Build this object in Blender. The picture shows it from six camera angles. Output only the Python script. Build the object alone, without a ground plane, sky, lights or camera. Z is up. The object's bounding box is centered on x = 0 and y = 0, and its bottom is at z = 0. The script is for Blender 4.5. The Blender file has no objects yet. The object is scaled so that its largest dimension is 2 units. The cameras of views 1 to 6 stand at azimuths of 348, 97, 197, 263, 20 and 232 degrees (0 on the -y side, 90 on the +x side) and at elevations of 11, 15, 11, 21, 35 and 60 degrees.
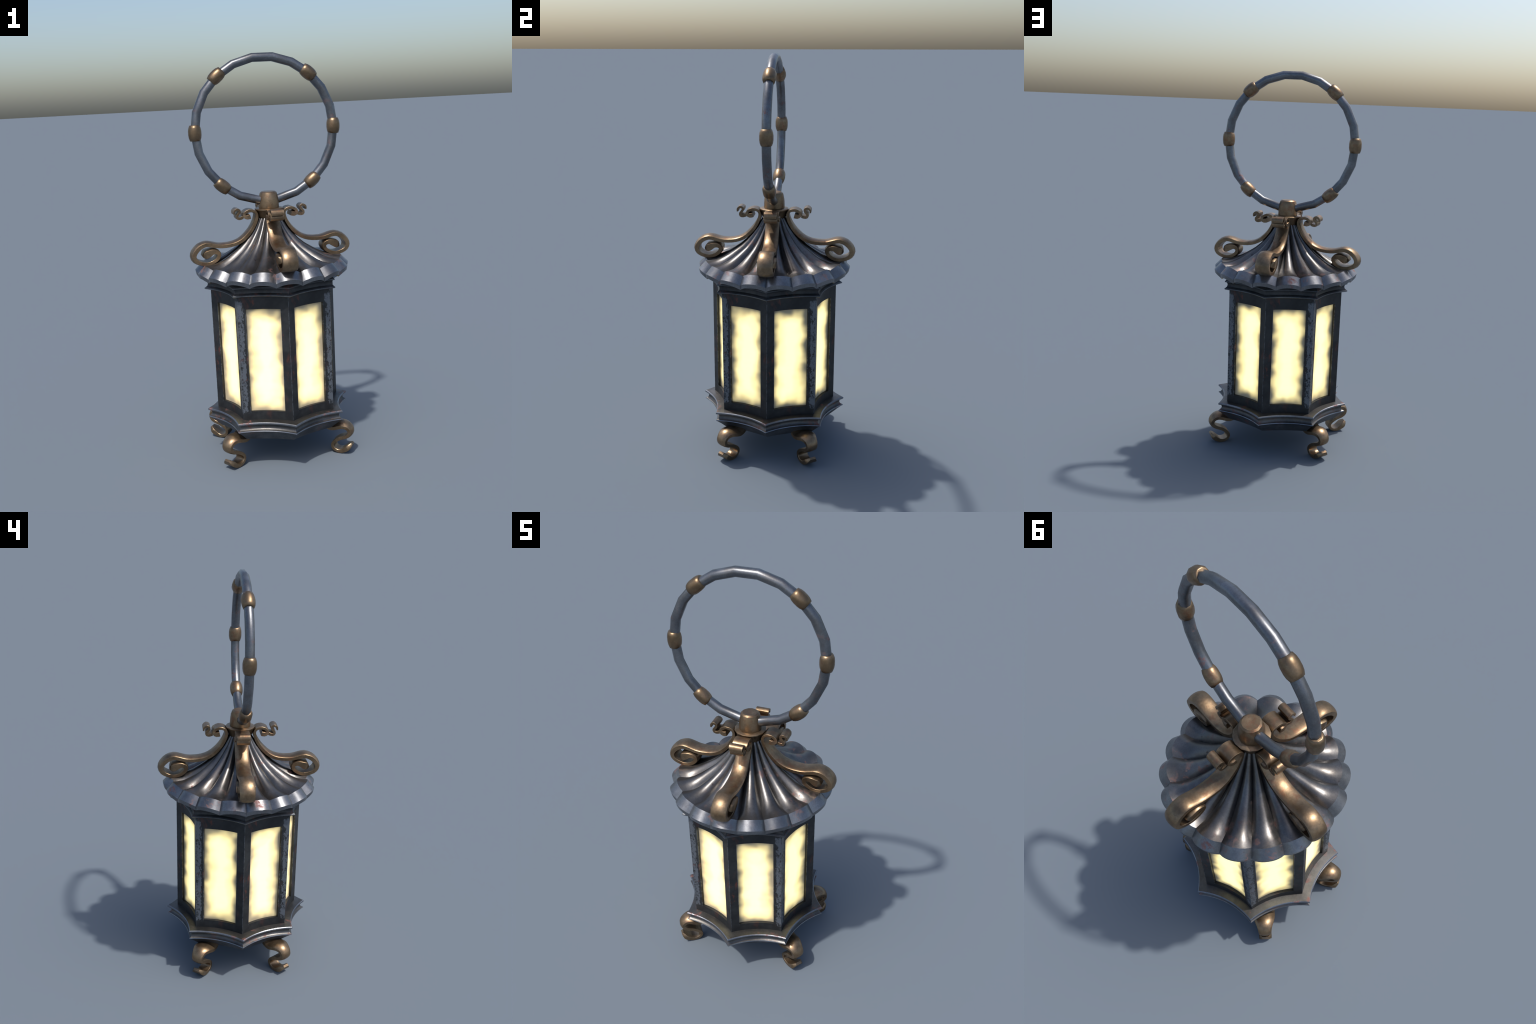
import bpy, math, random
from mathutils import Vector, Matrix

random.seed(7)
C22 = math.cos(math.pi / 8)
S22 = math.sin(math.pi / 8)

# --------------------------------------------------------------------------
# small mesh helpers
# --------------------------------------------------------------------------
def new_mesh(name, verts, faces, mats, mat_ids=None, angle=38):
    me = bpy.data.meshes.new(name)
    me.from_pydata([tuple(v) for v in verts], [], faces)
    for m in mats:
        me.materials.append(m)
    if mat_ids:
        for p, i in zip(me.polygons, mat_ids):
            p.material_index = i
    me.validate()
    me.shade_smooth()
    me.set_sharp_from_angle(angle=math.radians(angle))
    me.update()
    return me


def add(name, me, parent=None, rot=0.0, loc=(0, 0, 0)):
    ob = bpy.data.objects.new(name, me)
    bpy.context.scene.collection.objects.link(ob)
    ob.rotation_euler = (0, 0, rot)
    ob.location = loc
    if parent:
        ob.parent = parent
    return ob


def recalc(me):
    import bmesh
    bm = bmesh.new()
    bm.from_mesh(me)
    bmesh.ops.recalc_face_normals(bm, faces=bm.faces)
    bm.to_mesh(me)
    bm.free()


def catmull(pts, sub):
    """Catmull-Rom through tuples of any length."""
    out = []
    n = len(pts)
    for i in range(n - 1):
        p0 = pts[max(i - 1, 0)]
        p1, p2 = pts[i], pts[i + 1]
        p3 = pts[min(i + 2, n - 1)]
        for k in range(sub):
            t = k / sub
            out.append(tuple(
                0.5 * (2 * b + (c - a) * t + (2 * a - 5 * b + 4 * c - d) * t * t
                       + (3 * b - a - 3 * c + d) * t ** 3)
                for a, b, c, d in zip(p0, p1, p2, p3)))
    out.append(tuple(pts[-1]))
    return out


def lathe(profile, sides, phase=0.0, axis='Z'):
    """profile of (radius, height); closed with caps."""
    v, f = [], []
    for r, h in profile:
        for k in range(sides):
            a = phase + 2 * math.pi * k / sides
            v.append((r * math.cos(a), r * math.sin(a), h))
    for i in range(len(profile) - 1):
        for k in range(sides):
            a, b = i * sides + k, i * sides + (k + 1) % sides
            f.append((a, b, b + sides, a + sides))
    f.append(tuple(reversed(range(sides))))
    top = (len(profile) - 1) * sides
    f.append(tuple(range(top, top + sides)))
    return v, f


def strap(path, chamfer=0.0015):
    """Sweep of a flat bar with a domed outer face.  path = (r, z, width,
    thickness, dome height); the bar lies in the local XZ plane, its width
    along Y.  The domed face is on the left of the travelling direction."""
    v, f = [], []
    n = len(path)
    for i, (x, z, w, t, crown) in enumerate(path):
        a = path[max(i - 1, 0)]
        b = path[min(i + 1, n - 1)]
        tx, tz = b[0] - a[0], b[1] - a[1]
        l = math.hypot(tx, tz) or 1
        nx, nz = -tz / l, tx / l
        c = min(chamfer, t * .3)
        h, q = w / 2, t / 2
        sec = [(-h, -q + c * .6), (-h, q - c), (-h + c, q), (-h * .72, q + crown * .5), (-h * .38, q + crown * .87), (0, q + crown),
               (h * .38, q + crown * .87), (h * .72, q + crown * .5), (h - c, q), (h, q - c), (h, -q + c * .6),
               (h - c * .6, -q), (0, -q), (-h + c * .6, -q)]
        for y, e in sec:
            v.append((x + nx * e, y, z + nz * e))
    m = 14
    for i in range(n - 1):
        for k in range(m):
            a, b = i * m + k, i * m + (k + 1) % m
            f.append((a, b, b + m, a + m))
    f.append(tuple(reversed(range(m))))
    f.append(tuple(range((n - 1) * m, n * m)))
    return v, f


def oct_ring(rv, sag, z, seg=12, diag=0.0):
    """Concave octagon: corners at radius rv (a little more on the
    diagonals), each side bowed in by sag."""
    pts = []
    for k in range(8):
        a0, a1 = k * math.pi / 4, (k + 1) * math.pi / 4
        r0, r1 = (rv, rv + diag) if k % 2 == 0 else (rv + diag, rv)
        p0 = Vector((r0 * math.cos(a0), r0 * math.sin(a0), z))
        p1 = Vector((r1 * math.cos(a1), r1 * math.sin(a1), z))
        am = (a0 + a1) / 2
        nrm = Vector((math.cos(am), math.sin(am), 0))
        for i in range(seg):
            t = i / seg
            pts.append(p0.lerp(p1, t) - nrm * sag * (1 - (2 * t - 1) ** 2))
    return pts


def oct_loft(rows, seg=12, diag=0.0):
    """rows of (corner radius, sag, z, material); caps at both ends."""
    v, f, ids = [], [], []
    m = 8 * seg
    for rv, sag, z, _ in rows:
        v += oct_ring(rv, sag, z, seg, diag)
    for i in range(len(rows) - 1):
        for k in range(m):
            a, b = i * m + k, i * m + (k + 1) % m
            f.append((a, b, b + m, a + m))
            ids.append(rows[i][3])
    for base, rev in ((0, True), ((len(rows) - 1) * m, False)):
        c = len(v)
        v.append((0, 0, rows[0][2] if rev else rows[-1][2]))
        for k in range(m):
            a, b = base + k, base + (k + 1) % m
            f.append((b, a, c) if rev else (a, b, c))
            ids.append(rows[0][3] if rev else rows[-1][3])
    return v, f, ids


# ---- measurements of the window walls ----
SAG_W = .0195
Z0, Z1 = .240, .866
RAX = (.3163, .3175)                 # corner radius on the axes, foot and head
RDI = (.3228, .3275)                 # corner radius on the diagonals
OB, OT = .2875, .8010                # opening: bottom, top
OA, OD = -.0810, .0875               # opening: ends toward the axis / diagonal corner
OM, OH = (OA + OD) / 2, (OD - OA) / 2
DEPTH = .0165
PD = .0140

def corners(z, depth=0.0):
    """(y, x) of the wall's two ends in the wall's own space"""
    t = (z - Z0) / (Z1 - Z0)
    ra = RAX[0] + (RAX[1] - RAX[0]) * t - depth / C22
    rd = RDI[0] + (RDI[1] - RDI[0]) * t - depth / C22
    return (-ra * S22, ra * C22), (rd * S22, rd * C22)

def wall_x(y, depth, z=.55):
    """how far out the bowed wall stands at offset y along the side"""
    (ya, xa), (yd, xd) = corners(z, depth)
    u = (y - ya) / (yd - ya)
    return xa + (xd - xa) * u - SAG_W * (1 - (2 * u - 1) ** 2)

# --------------------------------------------------------------------------
# materials
# --------------------------------------------------------------------------
class Nodes:
    def __init__(self, name):
        self.mat = bpy.data.materials.new(name)
        self.mat.use_nodes = True
        self.t = self.mat.node_tree
        self.t.nodes.clear()
        self.out = self.n('ShaderNodeOutputMaterial')
        self.bsdf = self.n('ShaderNodeBsdfPrincipled')
        self.link(self.bsdf.outputs[0], self.out.inputs[0])
        self.co = self.n('ShaderNodeTexCoord').outputs['Object']

    def n(self, kind, **kw):
        nd = self.t.nodes.new(kind)
        for k, val in kw.items():
            setattr(nd, k, val)
        return nd

    def link(self, a, b):
        self.t.links.new(a, b)

    def put(self, val, sock):
        if hasattr(val, 'is_output'):
            self.link(val, sock)
        elif isinstance(val, (tuple, list)) and len(val) == 3 and sock.type == 'RGBA':
            sock.default_value = (*val, 1)
        else:
            sock.default_value = val

    def noise(self, scale, detail=4, rough=.55, co=None, dist=0.0, seed=0.0):
        nd = self.n('ShaderNodeTexNoise', noise_dimensions='4D')
        self.link(co or self.co, nd.inputs['Vector'])
        nd.inputs['W'].default_value = seed
        nd.inputs['Scale'].default_value = scale
        nd.inputs['Detail'].default_value = detail
        nd.inputs['Roughness'].default_value = rough
        nd.inputs['Distortion'].default_value = dist
        return nd.outputs[0]

    def ramp(self, fac, lo, hi, smooth=True):
        nd = self.n('ShaderNodeMapRange')
        nd.interpolation_type = 'SMOOTHSTEP' if smooth else 'LINEAR'
        self.put(fac, nd.inputs['Value'])
        self.put(lo, nd.inputs['From Min'])
        self.put(hi, nd.inputs['From Max'])
        return nd.outputs[0]

    def math(self, op, a, b=0.0):
        nd = self.n('ShaderNodeMath', operation=op)
        self.put(a, nd.inputs[0])
        self.put(b, nd.inputs[1])
        return nd.outputs[0]

    def mix(self, fac, a, b):
        nd = self.n('ShaderNodeMix', data_type='RGBA')
        self.put(fac, nd.inputs[0])
        self.put(a, nd.inputs[6])
        self.put(b, nd.inputs[7])
        return nd.outputs[2]

    def mixf(self, fac, a, b):
        nd = self.n('ShaderNodeMix', data_type='FLOAT')
        self.put(fac, nd.inputs[0])
        self.put(a, nd.inputs[2])
        self.put(b, nd.inputs[3])
        return nd.outputs[0]

    def xyz(self):
        nd = self.n('ShaderNodeSeparateXYZ')
        self.link(self.co, nd.inputs[0])
        return nd.outputs

    def stretch(self, s):
        nd = self.n('ShaderNodeMapping')
        self.link(self.co, nd.inputs[0])
        nd.inputs['Scale'].default_value = s
        return nd.outputs[0]

    def bump(self, height, strength=.2, dist=.004):
        nd = self.n('ShaderNodeBump')
        nd.inputs['Strength'].default_value = strength
        nd.inputs['Distance'].default_value = dist
        self.link(height, nd.inputs['Height'])
        self.link(nd.outputs[0], self.bsdf.inputs['Normal'])

    def edge(self, radius=.003, lo=.02, hi=.16):
        """mask of worn arrises: where a rounded normal leaves the true one"""
        bv = self.n('ShaderNodeBevel', samples=6)
        bv.inputs['Radius'].default_value = radius
        geo = self.n('ShaderNodeNewGeometry')
        dot = self.n('ShaderNodeVectorMath', operation='DOT_PRODUCT')
        self.link(bv.outputs[0], dot.inputs[0])
        self.link(geo.outputs['Normal'], dot.inputs[1])
        return self.ramp(self.math('SUBTRACT', 1.0, dot.outputs['Value']), lo, hi)

    def set(self, **kw):
        for k, val in kw.items():
            self.put(val, self.bsdf.inputs[k.replace('_', ' ')])


def steel(name, dark, light, rust_amount=.53, rough=.32, warm=(.14, .125, .11), warm_amt=.5, metal=.9, rust_mix=.75, spot_mix=.7, edge_mix=0.0, edge_col=(.36, .39, .44)):
    m = Nodes(name)
    big = m.ramp(m.noise(7, 6, .65, seed=1), .38, .64)
    col = m.mix(big, dark, light)
    col = m.mix(m.math('MULTIPLY', m.ramp(m.noise(11, 5, .65, seed=3.3), .46, .66), warm_amt), col, warm)
    where = m.ramp(m.noise(4.5, 3, seed=25), .45, .66)
    rust = m.ramp(m.noise(26, 6, .7, seed=5), rust_amount, rust_amount + .10)
    rust = m.math('MULTIPLY', rust, where)
    col = m.mix(m.math('MULTIPLY', rust, rust_mix), col, (.22, .065, .045))
    vor = m.n('ShaderNodeTexVoronoi')
    wv = m.n('ShaderNodeVectorMath', operation='ADD')
    wn = m.n('ShaderNodeTexNoise')
    m.link(m.co, wn.inputs['Vector'])
    wn.inputs['Scale'].default_value = 45
    sc = m.n('ShaderNodeVectorMath', operation='SCALE')
    m.link(wn.outputs['Color'], sc.inputs[0])
    sc.inputs['Scale'].default_value = .022
    m.link(m.co, wv.inputs[0])
    m.link(sc.outputs[0], wv.inputs[1])
    m.link(wv.outputs[0], vor.inputs['Vector'])
    vor.inputs['Scale'].default_value = 30
    pick = m.n('ShaderNodeSeparateColor')
    m.link(vor.outputs['Color'], pick.inputs[0])
    spots = m.math('MULTIPLY', m.ramp(vor.outputs['Distance'], m.math('ADD', m.math('MULTIPLY', pick.outputs[1], .16), .06), .02), m.ramp(pick.outputs[0], .72, .74))
    col = m.mix(m.math('MULTIPLY', spots, spot_mix), col, (.045, .022, .02))
    grain = m.ramp(m.noise(170, 4, .8, seed=40), .35, .65)
    col = m.mix(m.math('MULTIPLY', grain, .28), col, tuple(c * .45 for c in dark))
    if edge_mix:
        wear = m.math('MULTIPLY', m.edge(.0025), m.ramp(m.noise(30, 4, .7, seed=41), .36, .56))
        col = m.mix(m.math('MULTIPLY', wear, edge_mix), col, edge_col)
    r = m.mixf(m.noise(30, 6, .75, seed=4), rough - .16, rough + .18)
    r = m.mixf(rust, r, .62)
    m.set(Base_Color=col, Metallic=m.mixf(m.math('MULTIPLY', rust, .7), metal, .2), Roughness=r)
    m.bump(m.math('ADD', m.noise(90, 3, seed=8), m.math('MULTIPLY', spots, -.8)), .08, .002)
    return m.mat


def brass(name):
    m = Nodes(name)
    big = m.ramp(m.noise(14, 6, .65, seed=1), .36, .64)
    col = m.mix(big, (.185, .127, .075), (.305, .215, .132))
    patina = m.ramp(m.noise(20, 6, .75, seed=6), .50, .66)
    col = m.mix(m.math('MULTIPLY', patina, .55), col, (.125, .10, .07))
    red = m.math('MULTIPLY', m.ramp(m.noise(40, 5, .75, seed=3), .50, .60), m.ramp(m.noise(8, 3, seed=31), .42, .58))
    col = m.mix(m.math('MULTIPLY', red, .55), col, (.25, .105, .058))
    black = m.math('MULTIPLY', m.ramp(m.noise(34, 6, .8, seed=12), .48, .62), m.ramp(m.noise(7, 3, seed=33), .58, .70))
    col = m.mix(m.math('MULTIPLY', black, .8), col, (.035, .025, .018))
    grain = m.ramp(m.noise(150, 4, .8, seed=40), .35, .65)
    col = m.mix(m.math('MULTIPLY', grain, .22), col, (.10, .075, .05))
    wear = m.math('MULTIPLY', m.edge(), m.ramp(m.noise(38, 4, .7, seed=41), .36, .56))
    col = m.mix(m.math('MULTIPLY', wear, .7), col, (.52, .38, .24))
    r = m.mixf(m.noise(46, 6, .75, seed=4), .22, .56)
    m.set(Base_Color=col, Metallic=.9, Roughness=r)
    m.bump(m.noise(120, 4, .7, seed=8), .16, .002)
    return m.mat


def wrought(name, side):
    """Blackened iron of the window frames.  In the frame's own space x is the
    way outward, y runs along the side; side = +1/-1 tells at which end the
    much-handled, worn post edge lies."""
    m = Nodes(name)
    o = m.xyz()
    y = m.math('MULTIPLY', o['Y'], float(side))
    z = o['Z']
    base = m.mix(m.ramp(m.noise(16, 6, .65, seed=1), .35, .7), (.013, .0142, .016), (.031, .033, .035))
    # rust blooms, drawn out in slanting strokes
    streak = m.noise(16, 6, .7, co=m.stretch((1, 1.6, .7)), seed=3, dist=.6)
    patch = m.ramp(m.noise(6, 3, seed=7), .42, .62)
    rust = m.math('MULTIPLY', m.ramp(streak, .52, .62), patch)
    col = m.mix(m.math('MULTIPLY', rust, .7), base, (.15, .042, .026))
    # scuffed bare metal on the stile next to the worn corner
    grain = m.math('ADD', m.math('MULTIPLY', m.noise(26, 5, .75, co=m.stretch((1, 1.4, .6)), seed=11), .45),
                   m.math('MULTIPLY', m.noise(110, 4, .8, co=m.stretch((1, 1, .6)), seed=12), .55))
    zone = m.math('MULTIPLY', m.ramp(y, .088, .106), m.ramp(y, .140, .121))
    zz = m.math('MULTIPLY', m.ramp(z, .255, .30), m.ramp(z, .87, .82))
    zone = m.math('MULTIPLY', zone, zz)
    wear = m.math('MULTIPLY', m.ramp(m.math('ADD', grain, m.math('MULTIPLY', zone, .15)), .59, .65), m.ramp(zone, .05, .4))
    # narrow broken bright line on both arrises
    brk = m.ramp(m.noise(34, 5, .75, co=m.stretch((.1, .1, 1)), seed=15), .43, .55)
    line = m.math('MULTIPLY', m.math('MAXIMUM', m.ramp(y, -.1188, -.1202), m.ramp(y, .1215, .1230)), brk)
    # thin rubbed edge round the opening, on the outer face only
    ay = m.math('ABSOLUTE', m.math('SUBTRACT', y, OM))
    inner = m.math('MULTIPLY', m.ramp(ay, OH + .0035, OH + .0015), m.ramp(ay, OH - .002, OH))
    inner = m.math('MULTIPLY', inner, m.ramp(m.noise(30, 4, .7, seed=16), .48, .6))
    inner = m.math('MULTIPLY', inner, m.math('MULTIPLY', m.ramp(z, .278, .292), m.ramp(z, .81, .795)))
    inner = m.math('MULTIPLY', inner, m.ramp(o['X'], wall_x(OA, .004), wall_x(OA, .002)))
    bare = m.math('MAXIMUM', m.math('MAXIMUM', wear, m.math('MULTIPLY', line, .8)), m.math('MULTIPLY', inner, .6))
    col = m.mix(bare, col, (.14, .155, .178))
    m.set(Base_Color=col, Metallic=m.mixf(bare, .25, .5), Roughness=m.mixf(bare, m.mixf(m.noise(40, 4, seed=20), .42, .62), .45))
    m.bump(m.math('ADD', m.noise(70, 5, .7, seed=8), m.math('MULTIPLY', bare, .4)), .22, .003)
    return m.mat


def glow_pane(name, side):
    """Oiled paper pane lit from within: bright middle, smoky ragged border."""
    m = Nodes(name)
    o = m.xyz()
    rnd = m.n('ShaderNodeObjectInfo').outputs['Random']
    shift = m.n('ShaderNodeCombineXYZ')
    m.link(m.math('MULTIPLY', rnd, 9.0), shift.inputs[0])
    m.link(m.math('MULTIPLY', rnd, 5.0), shift.inputs[2])
    vec = m.n('ShaderNodeVectorMath', operation='ADD')
    m.link(m.co, vec.inputs[0])
    m.link(shift.outputs[0], vec.inputs[1])
    co = vec.outputs[0]
    dx = m.math('SUBTRACT', OH, m.math('ABSOLUTE', m.math('SUBTRACT', o['Y'], OM * side)))
    dz = m.math('MINIMUM', m.math('SUBTRACT', o['Z'], OB), m.math('SUBTRACT', OT, o['Z']))
    # rounded minimum of both distances
    sm = m.n('ShaderNodeMath', operation='SMOOTH_MIN')
    m.link(dx, sm.inputs[0])
    m.link(m.math('MULTIPLY', dz, .8), sm.inputs[1])
    sm.inputs[2].default_value = .035
    d = sm.outputs[0]
    wob = m.math('SUBTRACT', m.noise(15, 1, .4, co=co, seed=2), .5)
    d = m.math('ADD', d, m.math('MULTIPLY', wob, .056))
    glow = m.ramp(d, -.004, .038)
    core = m.ramp(m.math('ADD', d, m.math('MULTIPLY', m.math('SUBTRACT', m.noise(9, 2, co=co, seed=6), .5), .05)), .018, .07)
    em = m.mix(core, (.96, .78, .32), (1.0, .98, .56))
    # faint woven fibre
    fib = m.noise(60, 3, co=m.stretch((1, .25, 1)), seed=4)
    base = m.mix(fib, (.46, .375, .24), (.54, .44, .29))
    m.set(Base_Color=base, Roughness=.6, Metallic=0.0, Emission_Color=em, Emission_Strength=m.math('MULTIPLY', glow, 1.08))
    return m.mat


M_ROOF = steel('roof_steel', (.115, .112, .111), (.185, .181, .179), rough=.34, warm=(.145, .127, .108), warm_amt=.45)
M_RIM = steel('roof_rim_steel', (.165, .172, .185), (.245, .255, .272), rough=.33, warm_amt=.3)
M_RING = steel('handle_steel', (.14, .149, .163), (.22, .232, .25), rough=.36, warm_amt=.45, spot_mix=0.0)
M_BASE = steel('base_steel', (.09, .089, .088), (.145, .142, .138), rough=.40, warm_amt=.6, edge_mix=.6)
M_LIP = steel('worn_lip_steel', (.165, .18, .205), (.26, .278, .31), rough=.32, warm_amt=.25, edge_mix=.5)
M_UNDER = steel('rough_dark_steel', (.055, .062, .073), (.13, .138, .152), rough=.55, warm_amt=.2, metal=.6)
M_IRON = steel('cornice_iron', (.026, .029, .032), (.058, .061, .066), rough=.46, warm_amt=.2, metal=.5, edge_mix=.5, edge_col=(.17, .185, .21))
M_EDGE = steel('worn_cornice_edge', (.085, .093, .105), (.16, .172, .19), rough=.42, warm_amt=.1, metal=.7)
M_BRASS = brass('aged_brass')
FRAME_MAT = {1: wrought('blackened_iron', 1), -1: wrought('blackened_iron_mirrored', -1)}

# --------------------------------------------------------------------------
# lantern
# --------------------------------------------------------------------------
lantern = bpy.data.objects.new('lantern', None)
bpy.context.scene.collection.objects.link(lantern)
lantern['label'] = 'octagonal iron lantern with fluted roof, brass scrolls and ring handle'
lantern['category'] = 'lantern'

# ---- base moulding -------------------------------------------------------
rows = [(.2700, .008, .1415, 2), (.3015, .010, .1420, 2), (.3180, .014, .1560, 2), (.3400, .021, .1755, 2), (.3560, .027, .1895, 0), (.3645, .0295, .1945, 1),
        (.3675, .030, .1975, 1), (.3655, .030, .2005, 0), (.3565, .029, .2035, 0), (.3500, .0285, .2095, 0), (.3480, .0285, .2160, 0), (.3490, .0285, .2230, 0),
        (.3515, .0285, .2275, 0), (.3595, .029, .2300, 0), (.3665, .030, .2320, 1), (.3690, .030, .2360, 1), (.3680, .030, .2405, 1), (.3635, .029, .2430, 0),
        (.3400, .026, .2445, 0), (.2850, .020, .2470, 0)]
rows = [(r + (.0018 if r > .34 else 0), sg, z, m) for r, sg, z, m in rows]
v, f, ids = oct_loft(rows, diag=.0042)
add('base', new_mesh('base', v, f, [M_BASE, M_LIP, M_UNDER], ids, 32), lantern)

# ---- cornice moulding ----------------------------------------------------
rows = [(.3000, .022, .8600, 0), (.3250, .023, .8615, 0), (.3440, .0245, .8660, 1), (.3485, .025, .8695, 1), (.3480, .025, .8725, 1), (.3420, .0245, .8765, 0),
        (.3340, .024, .8820, 0), (.3305, .0235, .8910, 0), (.3320, .0235, .8990, 0), (.3370, .024, .9040, 0), (.3445, .0245, .9060, 1), (.3470, .025, .9085, 1),
        (.3460, .025, .9120, 0), (.3050, .022, .9480, 0)]
v, f, ids = oct_loft(rows, diag=.0085)
add('cornice', new_mesh('cornice', v, f, [M_IRON, M_EDGE], ids, 32), lantern)

# ---- window frames and panes --------------------------------------------
def frame_mesh(side):
    v, f = [], []
    idx = {}
    n_mid, n_st = 10, 3
    def ys(depth, z):
        a0, d0 = corners(z, depth)[0][0], corners(z, depth)[1][0]
        a = [a0 + (OA - a0) * k / n_st for k in range(n_st)]
        b = [OA + (OD - OA) * k / n_mid for k in range(n_mid)]
        c = [OD + (d0 - OD) * k / n_st for k in range(n_st + 1)]
        return a + b + c
    zs = [Z0, OB, OT, Z1]
    for d, dep in enumerate((0.0, DEPTH)):
        for j, z in enumerate(zs):
            for i, y in enumerate(ys(dep, z)):
                idx[d, j, i] = len(v)
                v.append((wall_x(y, dep, z), y * side, z))
    n = n_mid + 2 * n_st
    for j in range(3):
        for i in range(n):
            hole = j == 1 and n_st <= i < n_st + n_mid
            if hole:
                continue
            for d in (0, 1):
                q = [idx[d, j, i], idx[d, j, i + 1], idx[d, j + 1, i + 1], idx[d, j + 1, i]]
                f.append(tuple(q if d == 0 else reversed(q)))
    for i in range(n_st, n_st + n_mid):          # sill and head
        f.append((idx[0, 1, i + 1], idx[0, 1, i], idx[1, 1, i], idx[1, 1, i + 1]))
        f.append((idx[0, 2, i], idx[0, 2, i + 1], idx[1, 2, i + 1], idx[1, 2, i]))
    for i, fl in ((n_st, 0), (n_st + n_mid, 1)):  # jambs
        q = [idx[0, 1, i], idx[0, 2, i], idx[1, 2, i], idx[1, 1, i]]
        f.append(tuple(q if fl else reversed(q)))
    for j, fl in ((0, 0), (3, 1)):               # bottom and top
        for i in range(n):
            q = [idx[0, j, i], idx[0, j, i + 1], idx[1, j, i + 1], idx[1, j, i]]
            f.append(tuple(q if fl else reversed(q)))
    if side < 0:
        f = [tuple(reversed(q)) for q in f]
    me = new_mesh('window_frame', v, f, [FRAME_MAT[side]], angle=32)
    return me

FRAME_ME = {1: frame_mesh(1), -1: frame_mesh(-1)}

def pane_mesh(side):
    v, f = [], []
    n = 12
    for dep in (PD, PD + .004):
        for z in (OB - .006, OT + .006):
            for i in range(n + 1):
                y = OA - .004 + (OD - OA + .008) * i / n
                v.append((wall_x(y, dep, z), y * side, z))
    s = n + 1
    for i in range(n):
        f.append((i, i + 1, s + i + 1, s + i))
        f.append((2 * s + i + 1, 2 * s + i, 3 * s + i, 3 * s + i + 1))
        f.append((s + i, s + i + 1, 3 * s + i + 1, 3 * s + i))
        f.append((i + 1, i, 2 * s + i, 2 * s + i + 1))
    f.append((0, s, 3 * s, 2 * s))
    f.append((n, 2 * s + n, 3 * s + n, s + n))
    if side < 0:
        f = [tuple(reversed(q)) for q in f]
    return new_mesh('window_pane', v, f, [glow_pane('glowing_paper', side)])

PANE_ME = {1: pane_mesh(1), -1: pane_mesh(-1)}
for k in range(8):
    a = math.pi / 8 + k * math.pi / 4
    side = 1 if k % 2 == 0 else -1
    fr = add('window_frame', FRAME_ME[side], lantern, a)
    add('window_pane', PANE_ME[side], fr)

# ---- fluted roof ---------------------------------------------------------
FL, PER = 18, 10
#  crease radius, crease height, bulge outward, bulge upward
prof = [(.040, 1.226, .002, .001), (.050, 1.206, .004, .003), (.060, 1.179, .008, .007), (.075, 1.143, .011, .011), (.098, 1.107, .012, .016),
        (.128, 1.0690, .011, .0215), (.158, 1.0400, .010, .0255), (.188, 1.0175, .010, .0285), (.225, .9945, .010, .0295), (.255, .9815, .010, .0275),
        (.285, .9740, .010, .0240), (.312, .9760, .012, .0180), (.336, .9785, .0140, .0150), (.3640, .9385, .0215, .0190), (.3615, .9175, .0200, .0198),
        (.3520, .9185, .0180, .0198), (.3270, .9540, .0120, .0160), (.2950, .9600, .0070, .0150), (.2400, .9760, .006, .015), (.150, 1.030, .004, .012), (.060, 1.120, .002, .002)]
v, f, ids = [], [], []
m = FL * PER
for r, z, br, bz in prof:
    for k in range(m):
        t = (k % PER) / PER
        b = 1 - abs(2 * t - 1) ** 2.3
        a = 2 * math.pi * k / m
        rr = r + br * b
        v.append((rr * math.cos(a), rr * math.sin(a), z + bz * b))
for i in range(len(prof) - 1):
    for k in range(m):
        a, b = i * m + k, i * m + (k + 1) % m
        f.append((a, a + m, b + m, b))
        ids.append(1 if i in (12, 13) else 0)
ids += [0, 0]
f.append(tuple(range(m)))
f.append(tuple(reversed(range((len(prof) - 1) * m, len(prof) * m))))
add('roof', new_mesh('roof', v, f, [M_ROOF, M_RIM], ids, 33), lantern)

# ---- collar and knob -----------------------------------------------------
v, f = lathe([(.050, 1.196), (.058, 1.2035), (.0605, 1.2080), (.0665, 1.2330), (.0725, 1.2425), (.0725, 1.2470), (.068, 1.2495), (.040, 1.2505)], 14, .1)
add('collar', new_mesh('collar', v, f, [M_BRASS], angle=28), lantern)
v, f = lathe([(.0490, 1.2490), (.0520, 1.2515), (.0520, 1.2720), (.0500, 1.2960), (.0450, 1.3190), (.0425, 1.3255), (.0345, 1.3310)], 12, .05)
add('knob', new_mesh('knob', v, f, [M_BRASS], angle=34), lantern)

# ---- ring handle ---------------------------------------------------------
RC, RT, CZ, NS, NT = .3470, .0215, 1.6350, 22, 8
v, f = [], []
for i in range(NS):
    th = (i + .5) * 2 * math.pi / NS
    for k in range(NT):
        ph = (k + .5) * 2 * math.pi / NT
        w = RT / math.cos(math.pi / NT) * .97
        r = RC + w * math.cos(ph)
        v.append((r * math.sin(th), w * math.sin(ph), CZ + r * math.cos(th)))
for i in range(NS):
    for k in range(NT):
        a, b = i * NT + k, i * NT + (k + 1) % NT
        c, d = ((i + 1) % NS) * NT + k, ((i + 1) % NS) * NT + (k + 1) % NT
        f.append((a, c, d, b))
handle_me = new_mesh('handle', v, f, [M_RING], angle=80)
recalc(handle_me)
handle = add('handle', handle_me, lantern)
v, f = lathe([(.0205, -.0385), (.0255, -.0375), (.0305, -.0240), (.0325, -.010), (.0325, .010), (.0305, .0240), (.0255, .0375), (.0205, .0385)], 10, math.pi / 10)
bead_me = new_mesh('handle_bead', v, f, [M_BRASS], angle=60)
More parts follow.
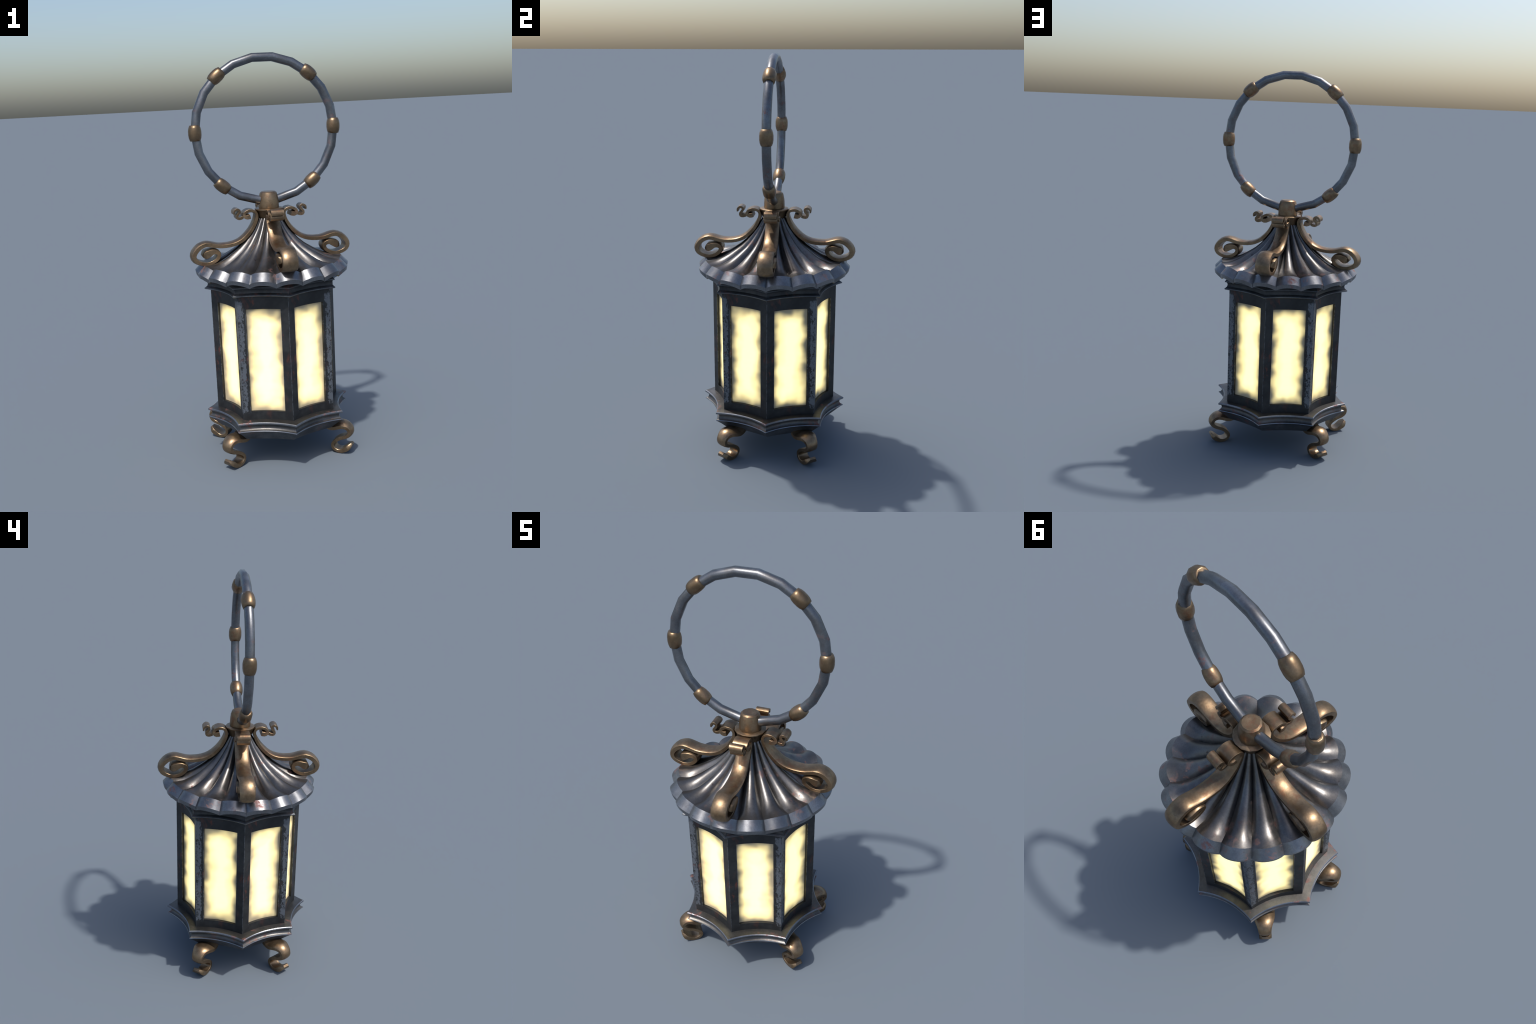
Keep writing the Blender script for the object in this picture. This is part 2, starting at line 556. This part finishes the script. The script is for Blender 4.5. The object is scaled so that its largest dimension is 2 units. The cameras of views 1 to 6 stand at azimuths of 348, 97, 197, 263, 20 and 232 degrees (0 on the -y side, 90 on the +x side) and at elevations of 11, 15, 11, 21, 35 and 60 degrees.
for i in (2, 5, 8, 13, 16, 19):
    th = (i + .5) * 2 * math.pi / NS
    ob = add('handle_bead', bead_me, handle, loc=(RC * math.sin(th), 0, CZ + RC * math.cos(th)))
    ob.rotation_euler = (0, th + math.pi / 2, 0)

# ---- scroll brackets on the roof ----------------------------------------
# (distance from axis, height, width, thickness) from the little top curl
# down the ridge and round the big volute to its eye
scroll = [(.1035, 1.2170, .082, .020, .001), (.1190, 1.2140, .082, .020, .002), (.1325, 1.2195, .074, .015, .003), (.1300, 1.2335, .070, .013, .003),
          (.1070, 1.2445, .070, .013, .004), (.0840, 1.2410, .069, .012, .003), (.0715, 1.2290, .068, .012, .001), (.0700, 1.2090, .068, .012, .001), (.0790, 1.1825, .068, .013, .003),
          (.0975, 1.1500, .068, .013, .006), (.1220, 1.1215, .069, .014, .007), (.1520, 1.0980, .070, .014, .007), (.1900, 1.0835, .070, .014, .006), (.2330, 1.0785, .070, .014, .006),
          (.2700, 1.0805, .070, .014, .006), (.3020, 1.0885, .070, .015, .006), (.3310, 1.0925, .070, .016, .007), (.3620, 1.0810, .071, .017, .008), (.3855, 1.0575, .072, .017, .008),
          (.3925, 1.0360, .072, .017, .008), (.3845, 1.0165, .072, .016, .007), (.3625, 1.0030, .072, .015, .004), (.3290, .9965, .072, .014, .002), (.2955, 1.0055, .072, .014, .002),
          (.2730, 1.0250, .074, .015, .003), (.2700, 1.0440, .078, .016, .003), (.2830, 1.0545, .083, .017, .003), (.3020, 1.0560, .088, .021, .003), (.3190, 1.0490, .091, .027, .003),
          (.3340, 1.0430, .089, .030, .002), (.3460, 1.0420, .076, .021, .001), (.3510, 1.0430, .056, .009, 0)]
scroll = [(r, z, w, t * (1.22 if i > 6 else 1.1), d) for i, (r, z, w, t, d) in enumerate(scroll)]
v, f = strap(catmull(scroll, 2))
SCROLL_ME = new_mesh('scroll_bracket', v, f, [M_BRASS], angle=40)
recalc(SCROLL_ME)
tip = [(.1860, 1.2310, .058, .005, 0), (.1845, 1.2455, .062, .008, 0), (.1715, 1.2545, .064, .010, 0), (.1585, 1.2490, .064, .010, 0), (.1600, 1.2370, .064, .010, 0),
       (.1715, 1.2230, .064, .010, 0), (.1690, 1.2110, .064, .011, 0), (.1560, 1.2095, .064, .012, 0), (.1420, 1.2140, .062, .012, 0)]
tip = [(r - .003, z, w, t * 1.2, d) for r, z, w, t, d in tip]
v, f = strap(catmull(tip, 2), .0008)
TIP_ME = new_mesh('scroll_tip', v, f, [M_BRASS], angle=40)
recalc(TIP_ME)
for k in range(4):
    sc = add('scroll_bracket', SCROLL_ME, lantern, k * math.pi / 2)
    add('scroll_tip', TIP_ME, sc)

# ---- feet ----------------------------------------------------------------
foot = [(.2550, .1560, .096, .015, .016), (.2800, .1415, .102, .016, .020), (.3000, .1355, .102, .016, .021), (.3200, .1385, .101, .016, .021), (.3400, .1435, .093, .016, .019),
        (.3565, .1440, .081, .016, .017), (.3730, .1385, .068, .016, .014), (.3850, .1265, .061, .016, .011), (.3890, .1125, .057, .016, .008), (.3825, .0985, .056, .016, .005),
        (.3660, .0870, .056, .015, .003), (.3400, .0780, .056, .015, .002), (.3200, .0670, .056, .015, .001), (.3030, .0525, .056, .014, 0), (.2975, .0380, .056, .014, 0),
        (.3030, .0225, .056, .014, 0), (.3220, .0120, .056, .014, 0), (.3450, .0120, .056, .016, 0), (.3640, .0215, .058, .020, 0), (.3820, .0355, .060, .021, .001), (.3960, .0520, .030, .010, 0)]
foot = [(r, z, w, t * 1.1, d * .85) for r, z, w, t, d in foot]
v, f = strap(catmull(foot, 2))
FOOT_ME = new_mesh('foot', v, f, [M_BRASS], angle=40)
recalc(FOOT_ME)
zmin = min(p.co.z for p in FOOT_ME.vertices)
for p in FOOT_ME.vertices:
    p.co.z -= zmin * max(0, 1 - p.co.z / .13)
for a in (35.5, 144.5, 215.5, 324.5):
    add('foot', FOOT_ME, lantern, math.radians(a))

for me in (bpy.data.objects['roof'].data, bpy.data.objects['base'].data, bpy.data.objects['cornice'].data,
           bpy.data.objects['collar'].data, bpy.data.objects['knob'].data, bead_me):
    recalc(me)
bpy.context.view_layer.update()
